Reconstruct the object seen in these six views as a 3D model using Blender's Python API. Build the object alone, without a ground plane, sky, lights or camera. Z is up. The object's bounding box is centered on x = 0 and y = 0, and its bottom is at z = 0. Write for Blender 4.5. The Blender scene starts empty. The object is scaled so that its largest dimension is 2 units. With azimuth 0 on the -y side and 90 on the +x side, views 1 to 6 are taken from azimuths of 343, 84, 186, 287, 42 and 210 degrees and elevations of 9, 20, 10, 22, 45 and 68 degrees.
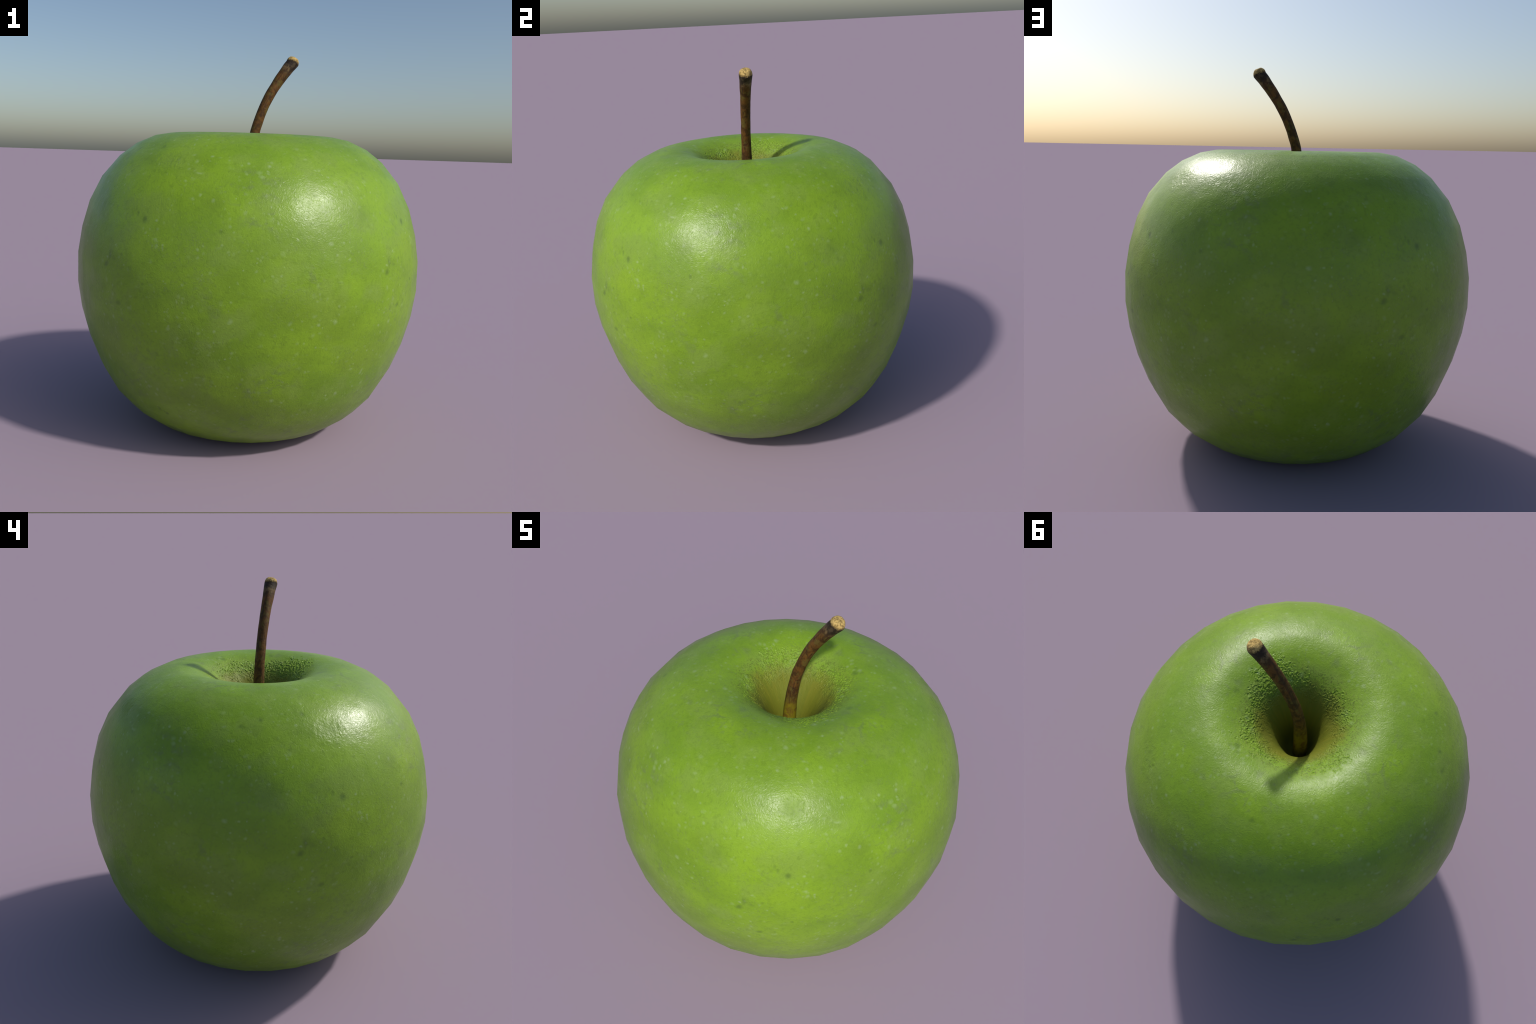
# A green apple: lathe-turned skin (32 sides), a finely modelled russeted stem
# cavity, a bent woody stem and its pale cut end.
import bpy, math
import numpy as np
from mathutils import Vector, noise

# --------------------------------------------------------------------------
# profile of the fruit: (radius, height), from the bottom centre to the lip
# --------------------------------------------------------------------------
BOTTOM = [(0.0, 0.150), (0.07, 0.138), (0.14, 0.105), (0.22, 0.055), (0.30, 0.015), (0.377, 0.0)]
FLANK = [(0.4725, 0.0245), (0.5602, 0.0675), (0.6562, 0.1424), (0.736, 0.2352), (0.8072, 0.3652), (0.8607, 0.5068),
         (0.8994, 0.6571), (0.9180, 0.7953), (0.9159, 0.9490), (0.8941, 1.0821), (0.8552, 1.2151), (0.7926, 1.3397),
         (0.7023, 1.4466), (0.6173, 1.5111), (0.5203, 1.5549)]
LIP = (0.440, 1.5700)
CAVITY = [(0.40, 1.5718), (0.35, 1.5660), (0.30, 1.5515), (0.25, 1.5280), (0.205, 1.4938), (0.165, 1.448),
          (0.135, 1.400), (0.108, 1.345), (0.088, 1.290), (0.072, 1.240), (0.052, 1.195), (0.030, 1.175), (0.0, 1.170)]
PROFILE = np.array(BOTTOM + FLANK + [LIP] + CAVITY)
I_LIP = len(BOTTOM) + len(FLANK)
SIDES = 32


def catmull(P, per):
    """Centripetal Catmull-Rom through P; returns points, and the index of every knot."""
    P = np.asarray(P, float)
    ext = np.vstack([2 * P[0] - P[1], P, 2 * P[-1] - P[-2]])
    out = []
    for i in range(1, len(ext) - 2):
        p0, p1, p2, p3 = ext[i - 1:i + 3]
        t0 = 0.0
        t1 = t0 + np.linalg.norm(p1 - p0) ** 0.5
        t2 = t1 + np.linalg.norm(p2 - p1) ** 0.5
        t3 = t2 + np.linalg.norm(p3 - p2) ** 0.5
        for k in range(per):
            t = t1 + (t2 - t1) * k / per
            a1 = (t1 - t) / (t1 - t0) * p0 + (t - t0) / (t1 - t0) * p1
            a2 = (t2 - t) / (t2 - t1) * p1 + (t - t1) / (t2 - t1) * p2
            a3 = (t3 - t) / (t3 - t2) * p2 + (t - t2) / (t3 - t2) * p3
            b1 = (t2 - t) / (t2 - t0) * a1 + (t - t0) / (t2 - t0) * a2
            b2 = (t3 - t) / (t3 - t1) * a2 + (t - t1) / (t3 - t1) * a3
            out.append((t2 - t) / (t2 - t1) * b1 + (t - t1) / (t2 - t1) * b2)
    out.append(ext[-2])
    return np.array(out)


PER = 40
CURVE = catmull(PROFILE, PER)
T = np.gradient(CURVE, axis=0)
T /= np.linalg.norm(T, axis=1)[:, None]
CN = np.stack([T[:, 1], -T[:, 0]], 1)          # outward normal in the (r, z) half plane


def make_object(name, verts, faces, parent, mat, normals=None, smooth=True):
    me = bpy.data.meshes.new(name)
    me.from_pydata([tuple(v) for v in verts], [], faces)
    me.validate()
    ob = bpy.data.objects.new(name, me)
    bpy.context.scene.collection.objects.link(ob)
    ob.parent = parent
    me.materials.append(mat)
    me.polygons.foreach_set("use_smooth", [smooth] * len(me.polygons))
    me.update()
    if normals is not None:
        me.normals_split_custom_set_from_vertices([tuple(n) for n in normals])
    return ob


# --------------------------------------------------------------------------
# node helper
# --------------------------------------------------------------------------
class Tree:
    def __init__(self, name):
        self.mat = bpy.data.materials.new(name)
        self.mat.use_nodes = True
        self.nt = self.mat.node_tree
        self.nt.nodes.clear()
        self.co = self.node("ShaderNodeTexCoord").outputs["Object"]

    def node(self, kind, **kw):
        n = self.nt.nodes.new(kind)
        for k, v in kw.items():
            setattr(n, k, v)
        return n

    def put(self, sock, v):
        if isinstance(v, bpy.types.NodeSocket):
            self.nt.links.new(v, sock)
        elif isinstance(v, (tuple, list)) and len(v) == 3 and sock.type == "RGBA":
            sock.default_value = (*v, 1)
        else:
            sock.default_value = v

    def m(self, op, a, b=None, c=None, clamp=False):
        n = self.node("ShaderNodeMath", operation=op, use_clamp=clamp)
        for s, v in zip(n.inputs, (a, b, c)):
            if v is not None:
                self.put(s, v)
        return n.outputs[0]

    def xyz(self, v):
        n = self.node("ShaderNodeSeparateXYZ")
        self.put(n.inputs[0], v)
        return n.outputs

    def vec(self, x, y, z):
        n = self.node("ShaderNodeCombineXYZ")
        for s, v in zip(n.inputs, (x, y, z)):
            self.put(s, v)
        return n.outputs[0]

    def scale(self, v, s):
        n = self.node("ShaderNodeVectorMath", operation="MULTIPLY")
        self.put(n.inputs[0], v)
        n.inputs[1].default_value = s
        return n.outputs[0]

    def add(self, v, w):
        n = self.node("ShaderNodeVectorMath", operation="ADD")
        self.put(n.inputs[0], v)
        self.put(n.inputs[1], w)
        return n.outputs[0]

    def noise(self, v, scale, detail=3, rough=0.5, dist=0.0):
        n = self.node("ShaderNodeTexNoise")
        self.put(n.inputs["Vector"], v)
        n.inputs["Scale"].default_value = scale
        n.inputs["Detail"].default_value = detail
        n.inputs["Roughness"].default_value = rough
        n.inputs["Distortion"].default_value = dist
        return n.outputs["Fac"]

    def step(self, v, lo, hi, a=0.0, b=1.0):
        n = self.node("ShaderNodeMapRange", interpolation_type="SMOOTHSTEP")
        self.put(n.inputs["Value"], v)
        for k, x in zip(("From Min", "From Max", "To Min", "To Max"), (lo, hi, a, b)):
            self.put(n.inputs[k], x)
        return n.outputs["Result"]

    def mix(self, f, a, b, mode="MIX"):
        n = self.node("ShaderNodeMix", data_type="RGBA", blend_type=mode)
        self.put(n.inputs["Factor"], f)
        self.put(n.inputs["A"], a)
        self.put(n.inputs["B"], b)
        return n.outputs["Result"]

    def dots(self, v, scale, size, keep, soft=0.5):
        """Scattered dots: one in each Voronoi cell, of random size; keep = share of cells used."""
        n = self.node("ShaderNodeTexVoronoi", feature="F1")
        self.put(n.inputs["Vector"], v)
        n.inputs["Scale"].default_value = scale
        rnd = self.xyz(n.outputs["Color"])
        rad = self.m("MULTIPLY", self.step(rnd[0], 1 - keep, 1.0), size * scale)
        d = self.m("DIVIDE", n.outputs["Distance"], self.m("ADD", rad, 1e-4))
        return self.m("MULTIPLY", self.step(d, soft, 1.0, 1.0, 0.0), self.m("MULTIPLY_ADD", rnd[1], 0.7, 0.3))

    def finish(self, colour, rough, height=None, strength=0.3, dist=0.01, spec=0.5):
        b = self.node("ShaderNodeBsdfPrincipled")
        self.put(b.inputs["Base Color"], colour)
        self.put(b.inputs["Roughness"], rough)
        b.inputs["Specular IOR Level"].default_value = spec
        if height is not None:
            n = self.node("ShaderNodeBump")
            n.inputs["Strength"].default_value = strength
            n.inputs["Distance"].default_value = dist
            self.put(n.inputs["Height"], height)
            self.put(b.inputs["Normal"], n.outputs[0])
        o = self.node("ShaderNodeOutputMaterial")
        self.nt.links.new(b.outputs[0], o.inputs[0])
        return self.mat


# --------------------------------------------------------------------------
# skin of the apple
# --------------------------------------------------------------------------
def skin_material():
    t = Tree("apple_skin")
    x, y, z = t.xyz(t.co)
    r = t.m("SQRT", t.m("ADD", t.m("MULTIPLY", x, x), t.m("MULTIPLY", y, y)))
    phi = t.m("ARCTAN2", y, x)
    # latitude measured as length along the skin
    w = t.m("MULTIPLY", t.m("ARCTAN2", t.m("SUBTRACT", z, 0.72), r), 0.93)
    # the marks of the skin come round four times: a ring of a quarter of the girth
    q4 = t.m("MULTIPLY", phi, 4.0)
    R = t.m("MULTIPLY", t.m("COSINE", t.m("DIVIDE", w, 0.93)), 0.23)
    Q = t.vec(t.m("MULTIPLY", R, t.m("COSINE", q4)), t.m("MULTIPLY", R, t.m("SINE", q4)), w)
    Qh = t.scale(Q, (1.0, 1.0, 2.2))                 # features drawn out sideways

    def area(az, h, sx, sz):
        """Soft oval patch that comes round four times: 1 in its middle, 0 outside."""
        a = t.m("SUBTRACT", t.m("FLOORED_MODULO", t.m("ADD", phi, math.radians(45 - az) + 4 * math.pi), math.pi / 2), math.pi / 4)
        a = t.m("DIVIDE", t.m("MULTIPLY", a, r), sx)
        b = t.m("DIVIDE", t.m("SUBTRACT", z, h), sz)
        return t.m("SQRT", t.m("ADD", t.m("MULTIPLY", a, a), t.m("MULTIPLY", b, b)))

    # --- ground colour with soft clouds
    n1 = t.noise(t.add(t.scale(Q, (1.0, 1.0, 1.7)), (3.1, 0.7, 2.2)), 3.0, 2, 0.5)
    n2 = t.noise(t.add(Q, (7.3, 1.7, 0.4)), 7.0, 3, 0.55)
    n3 = t.noise(t.add(Q, (1.3, 8.7, 5.4)), 40.0, 4, 0.65, 0.6)
    n4 = t.noise(t.add(t.co, (0.3, 2.7, 5.4)), 1.6, 2, 0.5)
    c = t.mix(t.step(n1, 0.36, 0.66), SKIN["deep"], SKIN["bright"])
    c = t.mix(t.m("MULTIPLY", t.step(n2, 0.46, 0.66), 0.70), c, SKIN["grey"])
    c = t.mix(t.m("MULTIPLY", t.step(n4, 0.45, 0.68), 0.25), c, SKIN["yellow"])
    wav = t.m("MULTIPLY_ADD", n2, 1.2, -0.6)
    for az, h, sx, sz, k, key in CLOUDS:
        c = t.mix(t.step(t.m("ADD", area(az, h, sx, sz), wav), 0.1, 1.3, k, 0.0), c, SKIN[key])
    # wide faint bands on the lower half
    band = t.noise(t.add(t.scale(Q, (0.9, 0.9, 2.0)), (8.1, 2.7, 6.2)), 2.2, 1, 0.4)
    c = t.mix(t.m("MULTIPLY", t.step(band, 0.48, 0.68), t.step(w, -0.1, 0.25, 0.50, 0.22)), c, SKIN["olive"])
    # small scuffed patches, grouped, with plain skin between
    zone = t.step(t.noise(t.add(Q, (4.4, 1.2, 7.7)), 3.4, 1, 0.4), 0.50, 0.64)
    scuff = t.step(t.noise(t.add(t.scale(Q, (1.0, 1.0, 1.2)), (5.1, 9.7, 3.2)), 16.0, 4, 0.65, 0.5), 0.50, 0.68)
    c = t.mix(t.m("MULTIPLY", t.m("MULTIPLY", scuff, zone), 0.70), c, SKIN["smudge"])
    # fine mottling
    c = t.mix(t.m("MULTIPLY", t.step(n3, 0.48, 0.72), 0.40), c, SKIN["dark"])
    fleck = t.noise(t.add(t.co, (4.0, 1.0, 2.0)), 70.0, 3, 0.65, 1.5)
    c = t.mix(t.step(fleck, 0.52, 0.74, 0.0, 0.40), c, SKIN["dark"])
    c = t.mix(t.step(fleck, 0.30, 0.46, 0.28, 0.0), c, SKIN["yellow"])
    # patches of denser grey-green grain
    patch = t.step(t.noise(t.add(Qh, (9.1, 4.4, 1.0)), 4.5, 2, 0.5), 0.50, 0.66, 0.0, 0.75)
    patch = t.m("MAXIMUM", patch, t.step(t.m("ADD", area(60.0, 1.105, 0.15, 0.11), wav), 0.1, 1.3, 1.0, 0.0))
    grain = t.step(t.noise(Q, 75.0, 4, 0.7, 1.2), 0.50, 0.66)
    c = t.mix(t.m("MULTIPLY", t.m("MULTIPLY", patch, grain), 0.65), c, SKIN["smudge"])

    # --- pale lenticels, in loose groups, drawn out sideways lower down
    group = t.step(t.noise(t.add(Q, (2.0, 6.0, 3.0)), 6.0, 2, 0.5), 0.42, 0.60, 0.20, 1.0)
    for az, h, sx, sz in ((11.5, 1.09, 0.12, 0.09), (62.0, 1.07, 0.12, 0.07), (12.0, 0.37, 0.13, 0.07), (65.0, 0.62, 0.12, 0.09)):
        group = t.m("MAXIMUM", group, t.step(area(az, h, sx, sz), 0.3, 1.1, 1.2, 0.0))
    warp = t.add(Q, t.scale(t.vec(t.noise(Q, 30, 1), t.noise(t.add(Q, (5, 5, 5)), 30, 1), t.noise(t.add(Q, (9, 3, 1)), 30, 1)), (0.02, 0.02, 0.02)))
    d1 = t.dots(warp, 42.0, 0.0120, 0.8, 0.0)
    d2 = t.dots(t.add(warp, (4.0, 4.0, 4.0)), 25.0, 0.0175, 0.65, 0.0)
    d3 = t.m("MULTIPLY", t.dots(t.scale(t.add(warp, (1.0, 2.0, 3.0)), (0.42, 0.42, 1.3)), 24.0, 0.0125, 0.5, 0.0), t.step(n2, 0.44, 0.6))
    dots = t.m("MAXIMUM", t.m("MAXIMUM", d1, d2), d3)
    c = t.mix(t.m("MULTIPLY", t.m("MULTIPLY", dots, group), 0.45), c, SKIN["pale"])

    # --- dark specks
    ds = t.dots(t.add(warp, (8.0, 1.0, 6.0)), 13.0, 0.013, 0.22, 0.0)
    c = t.mix(t.m("MULTIPLY", ds, 0.45), c, SKIN["spot"])

    # --- named marks: (azimuth within its quarter, height, half width, half height, strength)
    wob = t.m("MULTIPLY_ADD", t.noise(Q, 55, 2), 1.0, -0.5)
    dark = None
    for az, h, sx, sz, s in MARKS:
        d = t.m("ADD", area(az, h, sx, sz), t.m("MULTIPLY", wob, 1.1))
        k = t.step(d, 0.1, 1.35, s, 0.0)
        dark = k if dark is None else t.m("MAXIMUM", dark, k)
    # single marks on the shoulder and round the cavity
    for az, rad, h, s0, s in SHOULDER_MARKS:
        n = t.node("ShaderNodeVectorMath", operation="DISTANCE")
        t.put(n.inputs[0], t.co)
        n.inputs[1].default_value = (rad * math.cos(math.radians(az)), rad * math.sin(math.radians(az)), h)
        d = t.m("ADD", t.m("DIVIDE", n.outputs["Value"], s0), t.m("MULTIPLY", wob, 1.1))
        dark = t.m("MAXIMUM", dark, t.step(d, 0.1, 1.35, s, 0.0))
    c = t.mix(dark, c, SKIN["spot"])

    # --- cavity: yellow-olive lining below a russet ring
    inside = t.m("MULTIPLY", t.step(z, 1.0, 1.06), t.step(r, 0.43, 0.45, 1.0, 0.0))
    streak = t.noise(t.vec(t.m("MULTIPLY", t.m("COSINE", phi), 1.2), t.m("MULTIPLY", t.m("SINE", phi), 1.2), t.m("MULTIPLY", z, 0.7)), 7.0, 4, 0.6)
    rr = t.m("ADD", r, t.m("MULTIPLY_ADD", t.noise(t.co, 11.0, 3, 0.6), 0.12, -0.06))
    olive = t.m("MULTIPLY", inside, t.step(rr, 0.155, 0.245, 1.0, 0.0))
    oc = t.mix(t.step(streak, 0.30, 0.75), CAVITY_COL["deep"], CAVITY_COL["light"])
    oc = t.mix(t.step(r, 0.06, 0.15, 0.6, 0.0), oc, CAVITY_COL["base"])
    c = t.mix(t.m("MULTIPLY", olive, 0.92), c, oc)
    ring = t.m("MULTIPLY", inside, t.m("MULTIPLY", t.step(rr, 0.15, 0.20), t.step(rr, 0.245, 0.325, 1.0, 0.0)))
    crumb = t.step(t.noise(t.co, 95.0, 3, 0.6, 0.8), 0.48, 0.66)
    c = t.mix(t.m("MULTIPLY", t.m("MULTIPLY", ring, crumb), 0.35), c, CAVITY_COL["crumb"])

    painted_pit_shade = t.step(t.noise(t.add(t.scale(t.co, (1.0, 1.0, 0.8)), (2.0, 7.0, 4.0)), 105.0, 3, 0.65, 1.0), 0.50, 0.62)  # shadow between russet grains, painted as dark flecks independent of the mesh relief
    c = t.mix(t.m("MULTIPLY", t.m("MULTIPLY", ring, painted_pit_shade), 0.62), c, CAVITY_COL["painted_pit_shade"])

    # --- relief too fine for the mesh: leathery grain, soft dimples
    fine = t.noise(t.add(t.co, (1.0, 2.0, 3.0)), 66.0, 2, 0.5, 1.6)
    soft = t.m("ADD", t.noise(t.add(Q, (6.0, 6.0, 1.0)), 8.0, 2, 0.45), t.m("MULTIPLY", t.noise(t.add(t.co, (3.0, 1.0, 8.0)), 11.0, 1, 0.4), 0.25))
    height = t.m("ADD", t.m("MULTIPLY", fine, 0.0024), t.m("MULTIPLY", soft, 0.0090))
    height = t.m("SUBTRACT", height, t.m("MULTIPLY", dark, 0.0015))
    dent = t.step(t.m("ADD", area(42.3, 1.432, 0.085, 0.048), t.m("MULTIPLY", wob, 0.9)), 0.0, 1.1, 0.0055, 0.0)
    height = t.m("SUBTRACT", height, dent)
    height = t.m("ADD", height, t.m("MULTIPLY", dots, 0.0005))
    rough = t.m("MULTIPLY_ADD", t.noise(t.co, 9.0, 3, 0.6), 0.22, 0.245)
    rough = t.m("ADD", rough, t.step(w, 0.80, 1.05, 0.0, 0.06))
    rough = t.m("ADD", rough, t.m("MULTIPLY", t.m("MAXIMUM", olive, ring), 0.25))
    rough = t.m("ADD", rough, t.m("MULTIPLY", dent, 30.0))
    return t.finish(c, rough, height, strength=0.5, dist=1.0, spec=0.37)


SKIN = {
    "deep": (0.156, 0.278, 0.015), "bright": (0.200, 0.345, 0.016), "yellow": (0.224, 0.358, 0.016),
    "grey": (0.188, 0.298, 0.040), "dark": (0.118, 0.208, 0.013), "smudge": (0.148, 0.222, 0.052),
    "pale": (0.360, 0.470, 0.240), "spot": (0.082, 0.150, 0.018), "olive": (0.148, 0.242, 0.016),
}
CAVITY_COL = {"deep": (0.150, 0.170, 0.011), "light": (0.190, 0.186, 0.013), "base": (0.120, 0.122, 0.009), "crumb": (0.215, 0.245, 0.035), "painted_pit_shade": (0.070, 0.095, 0.010)}
CLOUDS = [  # azimuth within the quarter, height, half width, half height, strength, colour
    (87.0, 0.82, 0.20, 0.08, 0.55, "olive"), (73.0, 0.45, 0.14, 0.08, 0.3, "olive"), (20.5, 0.55, 0.16, 0.08, 0.5, "yellow"),
    (31.0, 0.67, 0.16, 0.06, 0.3, "olive"), (42.3, 1.432, 0.07, 0.035, 0.40, "grey"), (2.0, 1.538, 0.12, 0.015, 0.5, "grey"),
    (40.0, 1.08, 0.14, 0.07, 0.4, "yellow"), (14.0, 1.24, 0.05, 0.04, 0.35, "olive"), (72.0, 1.455, 0.05, 0.03, 0.3, "grey"),
    (63.0, 1.26, 0.06, 0.04, 0.35, "olive"), (10.0, 0.22, 0.14, 0.07, 0.2, "olive"),
]
MARKS = [
    (41.6, 1.172, 0.017, 0.018, 0.72), (38.6, 1.196, 0.010, 0.012, 0.45), (37.6, 1.215, 0.008, 0.012, 0.35),
    (29.6, 1.000, 0.012, 0.026, 0.50), (28.2, 0.955, 0.020, 0.016, 0.62), (32.0, 0.985, 0.018, 0.010, 0.25),
    (34.5, 0.790, 0.018, 0.014, 0.50), (43.6, 0.895, 0.009, 0.008, 0.5), (66.0, 1.143, 0.010, 0.010, 0.45),
    (41.5, 0.262, 0.012, 0.014, 0.55), (44.5, 0.245, 0.013, 0.009, 0.7), (43.3, 0.253, 0.010, 0.008, 0.55),
    (20.0, 1.215, 0.045, 0.04, 0.22), (64.0, 1.26, 0.05, 0.03, 0.18),
]
SHOULDER_MARKS = [
    (57.0, 0.309, 1.556, 0.019, 0.65), (62.0, 0.325, 1.562, 0.013, 0.45), (54.0, 0.340, 1.566, 0.012, 0.35), (4.5, 0.319, 1.559, 0.019, 0.5),
    (197.5, 0.656, 1.481, 0.015, 0.55), (214.0, 0.640, 1.493, 0.016, 0.6), (190.5, 0.686, 1.457, 0.014, 0.5),
    (97.0, 0.529, 1.551, 0.017, 0.5),
]
skin_mat = skin_material()

apple = bpy.data.objects.new("green_apple", None)
bpy.context.scene.collection.objects.link(apple)
apple["label"] = "plump glossy green apple with a bent brown stem"
apple["category"] = "apple"

# --- the outside: one ring of 32 vertices per knot of the profile
verts, normals, faces = [], [], []
for i in range(I_LIP + 1):
    rad, h = PROFILE[i]
    nr, nz = CN[i * PER]
    if rad == 0:
        verts.append((0, 0, h)); normals.append((0, 0, -1))
        continue
    for k in range(SIDES):
        a = 2 * math.pi * k / SIDES
        verts.append((rad * math.cos(a), rad * math.sin(a), h))
        normals.append((nr * math.cos(a), nr * math.sin(a), nz))
for k in range(SIDES):
    faces.append((0, 1 + (k + 1) % SIDES, 1 + k))
for i in range(I_LIP - 1):
    b = 1 + i * SIDES
    for k in range(SIDES):
        k2 = (k + 1) % SIDES
        faces.append((b + k, b + k2, b + SIDES + k2, b + SIDES + k))
skin = make_object("skin", verts, faces, apple, skin_mat, normals)

# --- the cavity: a fine grid whose rim lies on the chords of the lip ring
FINE = 32
COLS = SIDES * FINE
curve = CURVE[I_LIP * PER:]
s = np.concatenate([[0], np.cumsum(np.hypot(*np.diff(curve, axis=0).T))])
rows = np.concatenate([np.arange(0, 0.34, 0.0020), np.arange(0.34, s[-1] - 0.004, 0.012), [s[-1] - 0.002]])
rad = np.interp(rows, s, curve[:, 0])
hgt = np.interp(rows, s, curve[:, 1])
cn = CN[I_LIP * PER:]
nr = np.interp(rows, s, cn[:, 0]); nz = np.interp(rows, s, cn[:, 1])
nl = np.hypot(nr, nz); nr /= nl; nz /= nl

# outer edge of the russet by azimuth, as read round the cavity
RUSSET = np.array([(0, .27), (15, .245), (30, .262), (46, .287), (66, .268), (81, .255), (94, .245), (103, .21), (112, .20),
                   (127, .278), (140, .262), (149, .31), (160, .30), (168, .29), (174, .23), (182, .20), (198, .20), (214, .236),
                   (228, .238), (248, .23), (265, .215), (274, .206), (286, .233), (300, .25), (309, .31), (319, .34),
                   (337, .328), (350, .30), (360, .27)])


def russet_height(p, a_deg, radius):
    edge = np.interp(a_deg % 360, RUSSET[:, 0], RUSSET[:, 1])
    q = Vector((p[0] * 38, p[1] * 38, p[2] * 38))
    edge += 0.008 + 0.050 * (noise.noise(q) + 0.6 * noise.noise(q * 2.6))
    m = min(max((edge - radius) / 0.024, 0.0), 1.0)
    inner = 0.175 + 0.05 * noise.noise(q * 0.7 + Vector((5, 5, 5)))
    m *= min(max((radius - inner + 0.03) / 0.06, 0.0), 1.0)
    if m <= 0:
        return 0.0
    f = Vector(p) * 116
    f += 1.3 * noise.noise_vector(Vector(p) * 62)
    ridge = 0.9 * noise.noise(f) + 0.35 - 0.9 * abs(noise.noise(f * 0.8 + Vector((3, 7, 1))))
    ridge += 0.30 * noise.noise(Vector(p) * 170)
    return 0.0036 * m * (ridge - 0.12)


verts, normals, faces = [], [], []
ang = 2 * np.pi * np.arange(COLS) / COLS
local = (ang % (2 * np.pi / SIDES)) - np.pi / SIDES
chord = np.cos(np.pi / SIDES) / np.cos(local)
for i in range(len(rows)):
    wgt = max(0.0, 1 - rows[i] / 0.06) ** 2
    for k in range(COLS):
        f = rad[i] * (1 + (chord[k] - 1) * wgt)
        ca, sa = math.cos(ang[k]), math.sin(ang[k])
        p = (f * ca, f * sa, hgt[i])
        if 0.12 < rad[i] < 0.40:
            d = russet_height(p, math.degrees(ang[k]), f)
            if d:
                p = (p[0] + d * nr[i] * ca, p[1] + d * nr[i] * sa, p[2] + d * nz[i])
        verts.append(p)
for i in range(len(rows) - 1):
    b = i * COLS
    for k in range(COLS):
        k2 = (k + 1) % COLS
        faces.append((b + k, b + k2, b + COLS + k2, b + COLS + k))
last = (len(rows) - 1) * COLS
faces.append(tuple(last + k for k in range(COLS)))
G = np.array(verts).reshape(len(rows), COLS, 3)
da = np.roll(G, -1, 1) - np.roll(G, 1, 1)
db = np.gradient(G, axis=0)
N = np.cross(da, db)
N /= np.linalg.norm(N, axis=2)[..., None] + 1e-12
base = np.stack([nr[:, None] * np.cos(ang), nr[:, None] * np.sin(ang), nz[:, None] + 0 * ang], -1)
if (N * base).sum() < 0:
    N = -N
wn = np.clip(1 - rows / 0.06, 0, 1)[:, None, None]
N = N * (1 - wn) + base * wn
# on the rim, use the very normals the coarse ring interpolates to
ra = 2 * np.pi * np.floor(ang / (2 * np.pi / SIDES)) / SIDES
fr = (ang - ra) / (2 * np.pi / SIDES)
rb = ra + 2 * np.pi / SIDES
N[0, :, 0] = nr[0] * (np.cos(ra) * (1 - fr) + np.cos(rb) * fr)
N[0, :, 1] = nr[0] * (np.sin(ra) * (1 - fr) + np.sin(rb) * fr)
N[0, :, 2] = nz[0]
N /= np.linalg.norm(N, axis=2)[..., None]
cavity = make_object("stem_cavity", verts, faces, apple, skin_mat, N.reshape(-1, 3))

# --------------------------------------------------------------------------
# stem: a bent taper in the x-z plane, swelling to a slanted cut
# --------------------------------------------------------------------------
STEM = [  # x, z, radius
    (-0.012, 1.08, 0.040), (-0.012, 1.20, 0.037), (-0.012, 1.30, 0.0345), (-0.009, 1.40, 0.0318), (-0.0055, 1.45, 0.0300),
    (0.000, 1.50, 0.0286), (0.008, 1.55, 0.0272), (0.018, 1.60, 0.0265), (0.033, 1.65, 0.0259), (0.051, 1.70, 0.0257),
    (0.073, 1.75, 0.0260), (0.099, 1.80, 0.0266), (0.130, 1.85, 0.0278), (0.164, 1.90, 0.0296), (0.191, 1.936, 0.0320), (0.2150, 1.9640, 0.0345)]
TILT = math.radians(22)
AX = Vector((math.sin(TILT), 0, math.cos(TILT)))
TIP = Vector((STEM[-1][0], 0, STEM[-1][1]))
SPER = 6
sp = catmull([(a[0], a[1]) for a in STEM], SPER)
sr = np.interp(np.arange(len(sp)) / SPER, np.arange(len(STEM)), [a[2] for a in STEM])
ROUND = 36


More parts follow.
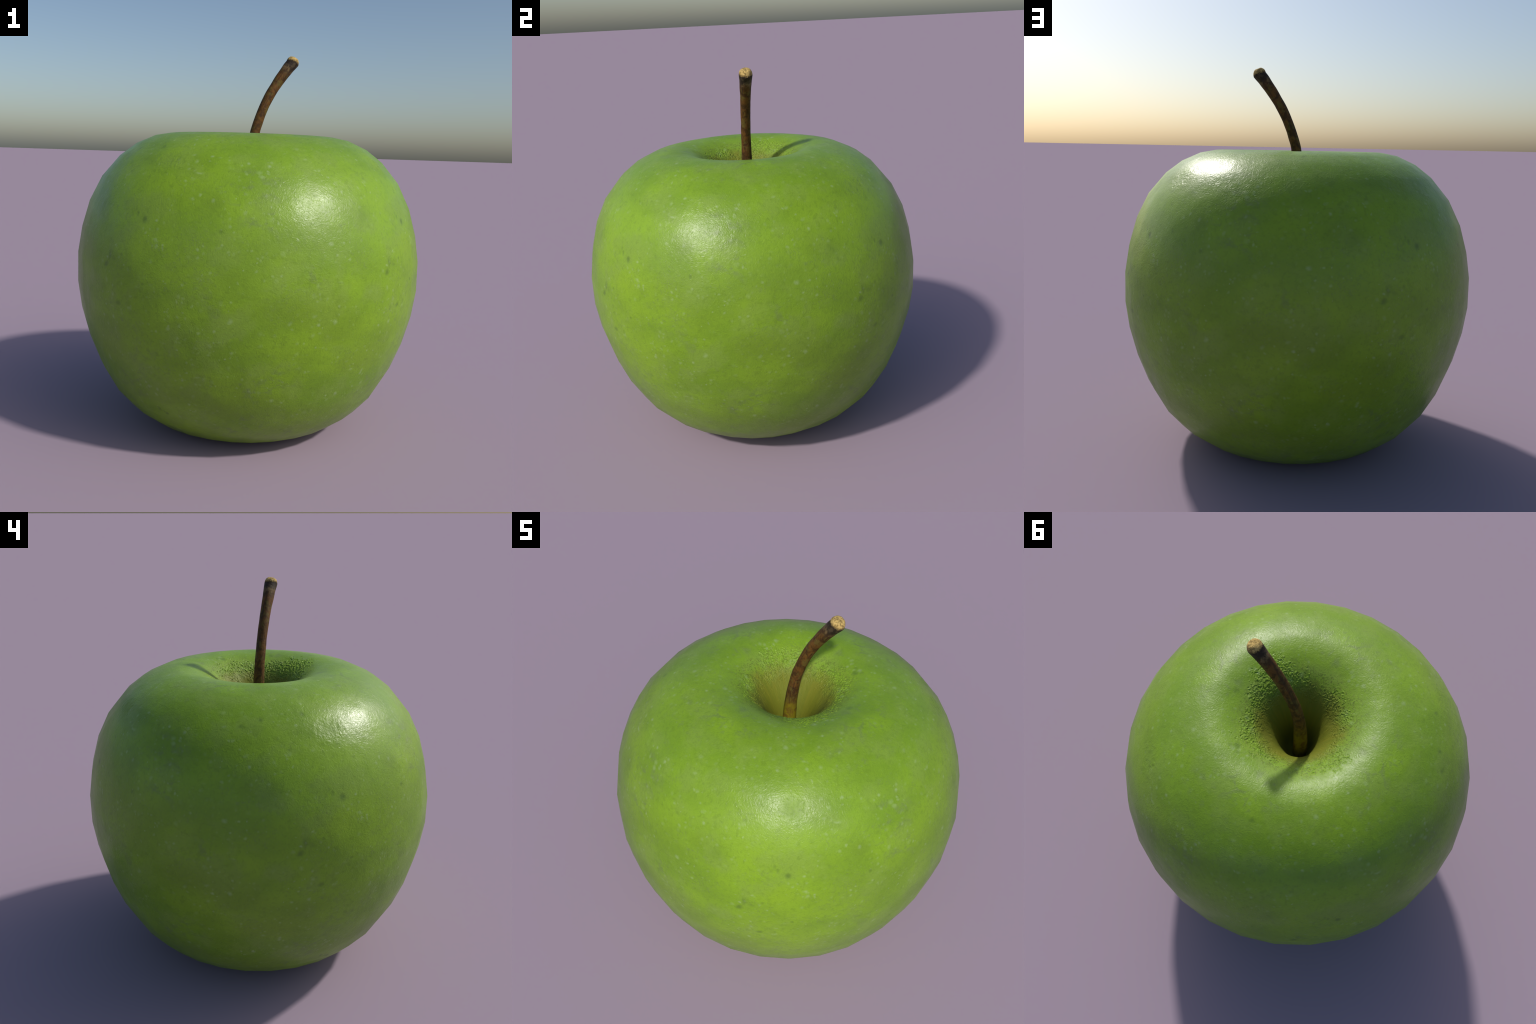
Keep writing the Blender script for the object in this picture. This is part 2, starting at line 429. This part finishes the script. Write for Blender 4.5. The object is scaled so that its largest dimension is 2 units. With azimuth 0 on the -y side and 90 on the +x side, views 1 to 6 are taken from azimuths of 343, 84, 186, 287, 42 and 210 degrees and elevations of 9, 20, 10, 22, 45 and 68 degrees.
def stem_material():
    t = Tree("stem_bark")
    x, y, z = t.xyz(t.co)
    # height along the slanted tip, zero at the cut, negative below
    tip = t.m("ADD", t.m("MULTIPLY", t.m("SUBTRACT", x, TIP.x), 0.52), t.m("MULTIPLY", t.m("SUBTRACT", z, TIP.z), 0.85))
    long = t.scale(t.co, (1.0, 1.0, 0.75))
    n1 = t.noise(t.add(long, (2, 2, 2)), 34.0, 4, 0.6, 0.6)
    n2 = t.noise(t.add(t.co, (6, 1, 4)), 30.0, 3, 0.6, 0.3)
    n3 = t.noise(t.co, 120.0, 4, 0.7, 0.5)
    c = t.mix(t.step(n1, 0.38, 0.62), (0.055, 0.026, 0.008), (0.132, 0.060, 0.013))
    c = t.mix(t.m("MULTIPLY", t.step(n2, 0.49, 0.64), 0.8), c, (0.120, 0.088, 0.020))
    c = t.mix(t.m("MULTIPLY", t.step(n3, 0.55, 0.75), 0.5), c, (0.045, 0.022, 0.010))
    # long dark seams along the shaded (+y) side
    seam = t.noise(t.vec(t.m("MULTIPLY", t.m("SUBTRACT", x, t.m("MULTIPLY", t.m("POWER", t.m("MAXIMUM", t.m("SUBTRACT", z, 1.42), 0.0), 2.0), 0.75)), 1.6), t.m("MULTIPLY", y, 1.6), t.m("MULTIPLY", z, 0.12)), 42.0, 2, 0.5)
    c = t.mix(t.m("MULTIPLY", t.step(seam, 0.54, 0.64), 0.6), c, (0.035, 0.018, 0.010))
    # young yellow-olive foot
    zz = t.m("ADD", z, t.m("MULTIPLY_ADD", n2, 0.16, -0.08))
    c = t.mix(t.step(zz, 1.36, 1.52, 0.95, 0.0), c, t.mix(t.step(n1, 0.36, 0.56), (0.150, 0.090, 0.013), (0.225, 0.190, 0.009)))
    # tan fringe and a dark collar under the cut
    tt = t.m("ADD", tip, t.m("MULTIPLY_ADD", n3, 0.066, -0.033))
    fringe = t.m("MULTIPLY", t.step(tt, -0.066, -0.048), t.step(tt, -0.044, -0.030, 1.0, 0.0))
    collar = t.step(tt, -0.060, -0.028, 0.0, 0.9)
    c = t.mix(t.m("MULTIPLY", t.step(tt, -0.095, -0.06), 0.45), c, (0.045, 0.028, 0.015))
    c = t.mix(collar, c, t.mix(t.step(n2, 0.44, 0.64), (0.024, 0.018, 0.013), (0.075, 0.056, 0.034)))
    c = t.mix(t.m("MULTIPLY", fringe, t.step(n2, 0.42, 0.62, 0.0, 0.7)), c, (0.200, 0.135, 0.060))
    h = t.m("ADD", t.m("MULTIPLY", n3, 0.0035), t.m("MULTIPLY", n1, 0.004))
    return t.finish(c, 0.62, h, strength=0.6, dist=1.0, spec=0.18)


def cut_material():
    t = Tree("cut_wood")
    x, y, z = t.xyz(t.co)
    tip = t.m("ADD", t.m("MULTIPLY", t.m("SUBTRACT", x, TIP.x), AX.x), t.m("MULTIPLY", t.m("SUBTRACT", z, TIP.z), AX.z))
    n1 = t.noise(t.add(t.co, (4, 3, 2)), 48.0, 3, 0.6, 1.0)
    n2 = t.noise(t.add(t.co, (1, 3, 7)), 130.0, 4, 0.7, 1.2)
    c = t.mix(t.step(n1, 0.36, 0.60), (0.400, 0.275, 0.085), (0.680, 0.480, 0.165))
    crack = t.step(t.m("ABSOLUTE", t.m("SUBTRACT", n2, 0.5)), 0.010, 0.045, 1.0, 0.0)
    c = t.mix(t.m("MULTIPLY", crack, t.step(n1, 0.40, 0.62, 0.75, 0.1)), c, (0.090, 0.055, 0.025))
    rim = t.m("ADD", tip, t.m("MULTIPLY_ADD", n2, 0.034, -0.017))
    c = t.mix(t.step(rim, 0.003, 0.013, 1.0, 0.0), c, (0.035, 0.024, 0.015))
    h = t.m("SUBTRACT", t.m("MULTIPLY", n1, 0.006), t.m("MULTIPLY", crack, 0.0015))
    return t.finish(c, 0.8, h, strength=0.8, dist=1.0, spec=0.25)


def ring(c, r, axis, wob):
    side = Vector((axis.z, 0, -axis.x))
    out = []
    for k in range(ROUND):
        a = 2 * math.pi * k / ROUND
        d = side * math.cos(a) + Vector((0, 1, 0)) * math.sin(a)
        p = c + d * r
        out.append(p + d * wob * noise.noise(p * 24))
    return out


def loft(rings, cap=None, foot=False):
    v = [p for r_ in rings for p in r_]
    f = []
    for i in range(len(rings) - 1):
        for k in range(ROUND):
            k2 = (k + 1) % ROUND
            f.append((i * ROUND + k, i * ROUND + ROUND + k, i * ROUND + ROUND + k2, i * ROUND + k2)[::-1])
    if cap is not None:
        v.append(cap)
        b = (len(rings) - 1) * ROUND
        for k in range(ROUND):
            f.append((b + k, b + (k + 1) % ROUND, len(v) - 1))
    if foot:
        f.append(tuple(range(ROUND))[::-1])
    return v, f


tan = np.gradient(sp, axis=0)
rings = []
for i in range(len(sp)):
    ax = Vector((tan[i, 0], 0, tan[i, 1])).normalized()
    g = max(0.0, (i - (len(sp) - 1 - 2 * SPER)) / (2 * SPER)) ** 1.5
    ax = ax.lerp(AX, g).normalized()
    rings.append(ring(Vector((sp[i, 0], -0.001, sp[i, 1])), sr[i], ax, 0.0012 * min(1, (len(sp) - 1 - i) / 6)))
v, f = loft(rings, foot=True)
stem = make_object("stem", v, f, apple, stem_material())

# the cut end: a low dome with an uneven face
rimr = STEM[-1][2]
tipc = Vector((TIP.x, -0.001, TIP.z))
dome = [(0.0, 1.0), (0.007, 0.975), (0.013, 0.925), (0.018, 0.85), (0.0222, 0.75), (0.0252, 0.62), (0.0272, 0.47), (0.0283, 0.32), (0.0288, 0.16)]
rings = []
for j, (u, q) in enumerate(dome):
    rg = ring(tipc + AX * u, rimr * q, AX, 0.0)
    if j > 0:
        rg = [p + AX * (0.0035 * noise.noise(p * 75) * min(1, j / 3)) for p in rg]
    rings.append(rg)
v, f = loft(rings, cap=tipc + AX * 0.0284)
top = max(p.z for p in v)
v = [p + AX * 0 if (p - tipc).dot(AX) < 1e-6 else p + Vector((0, 0, (2.0 - top) * min(1.0, (p - tipc).dot(AX) / 0.012))) for p in v]
cut = make_object("cut_end", v, f, stem, cut_material())
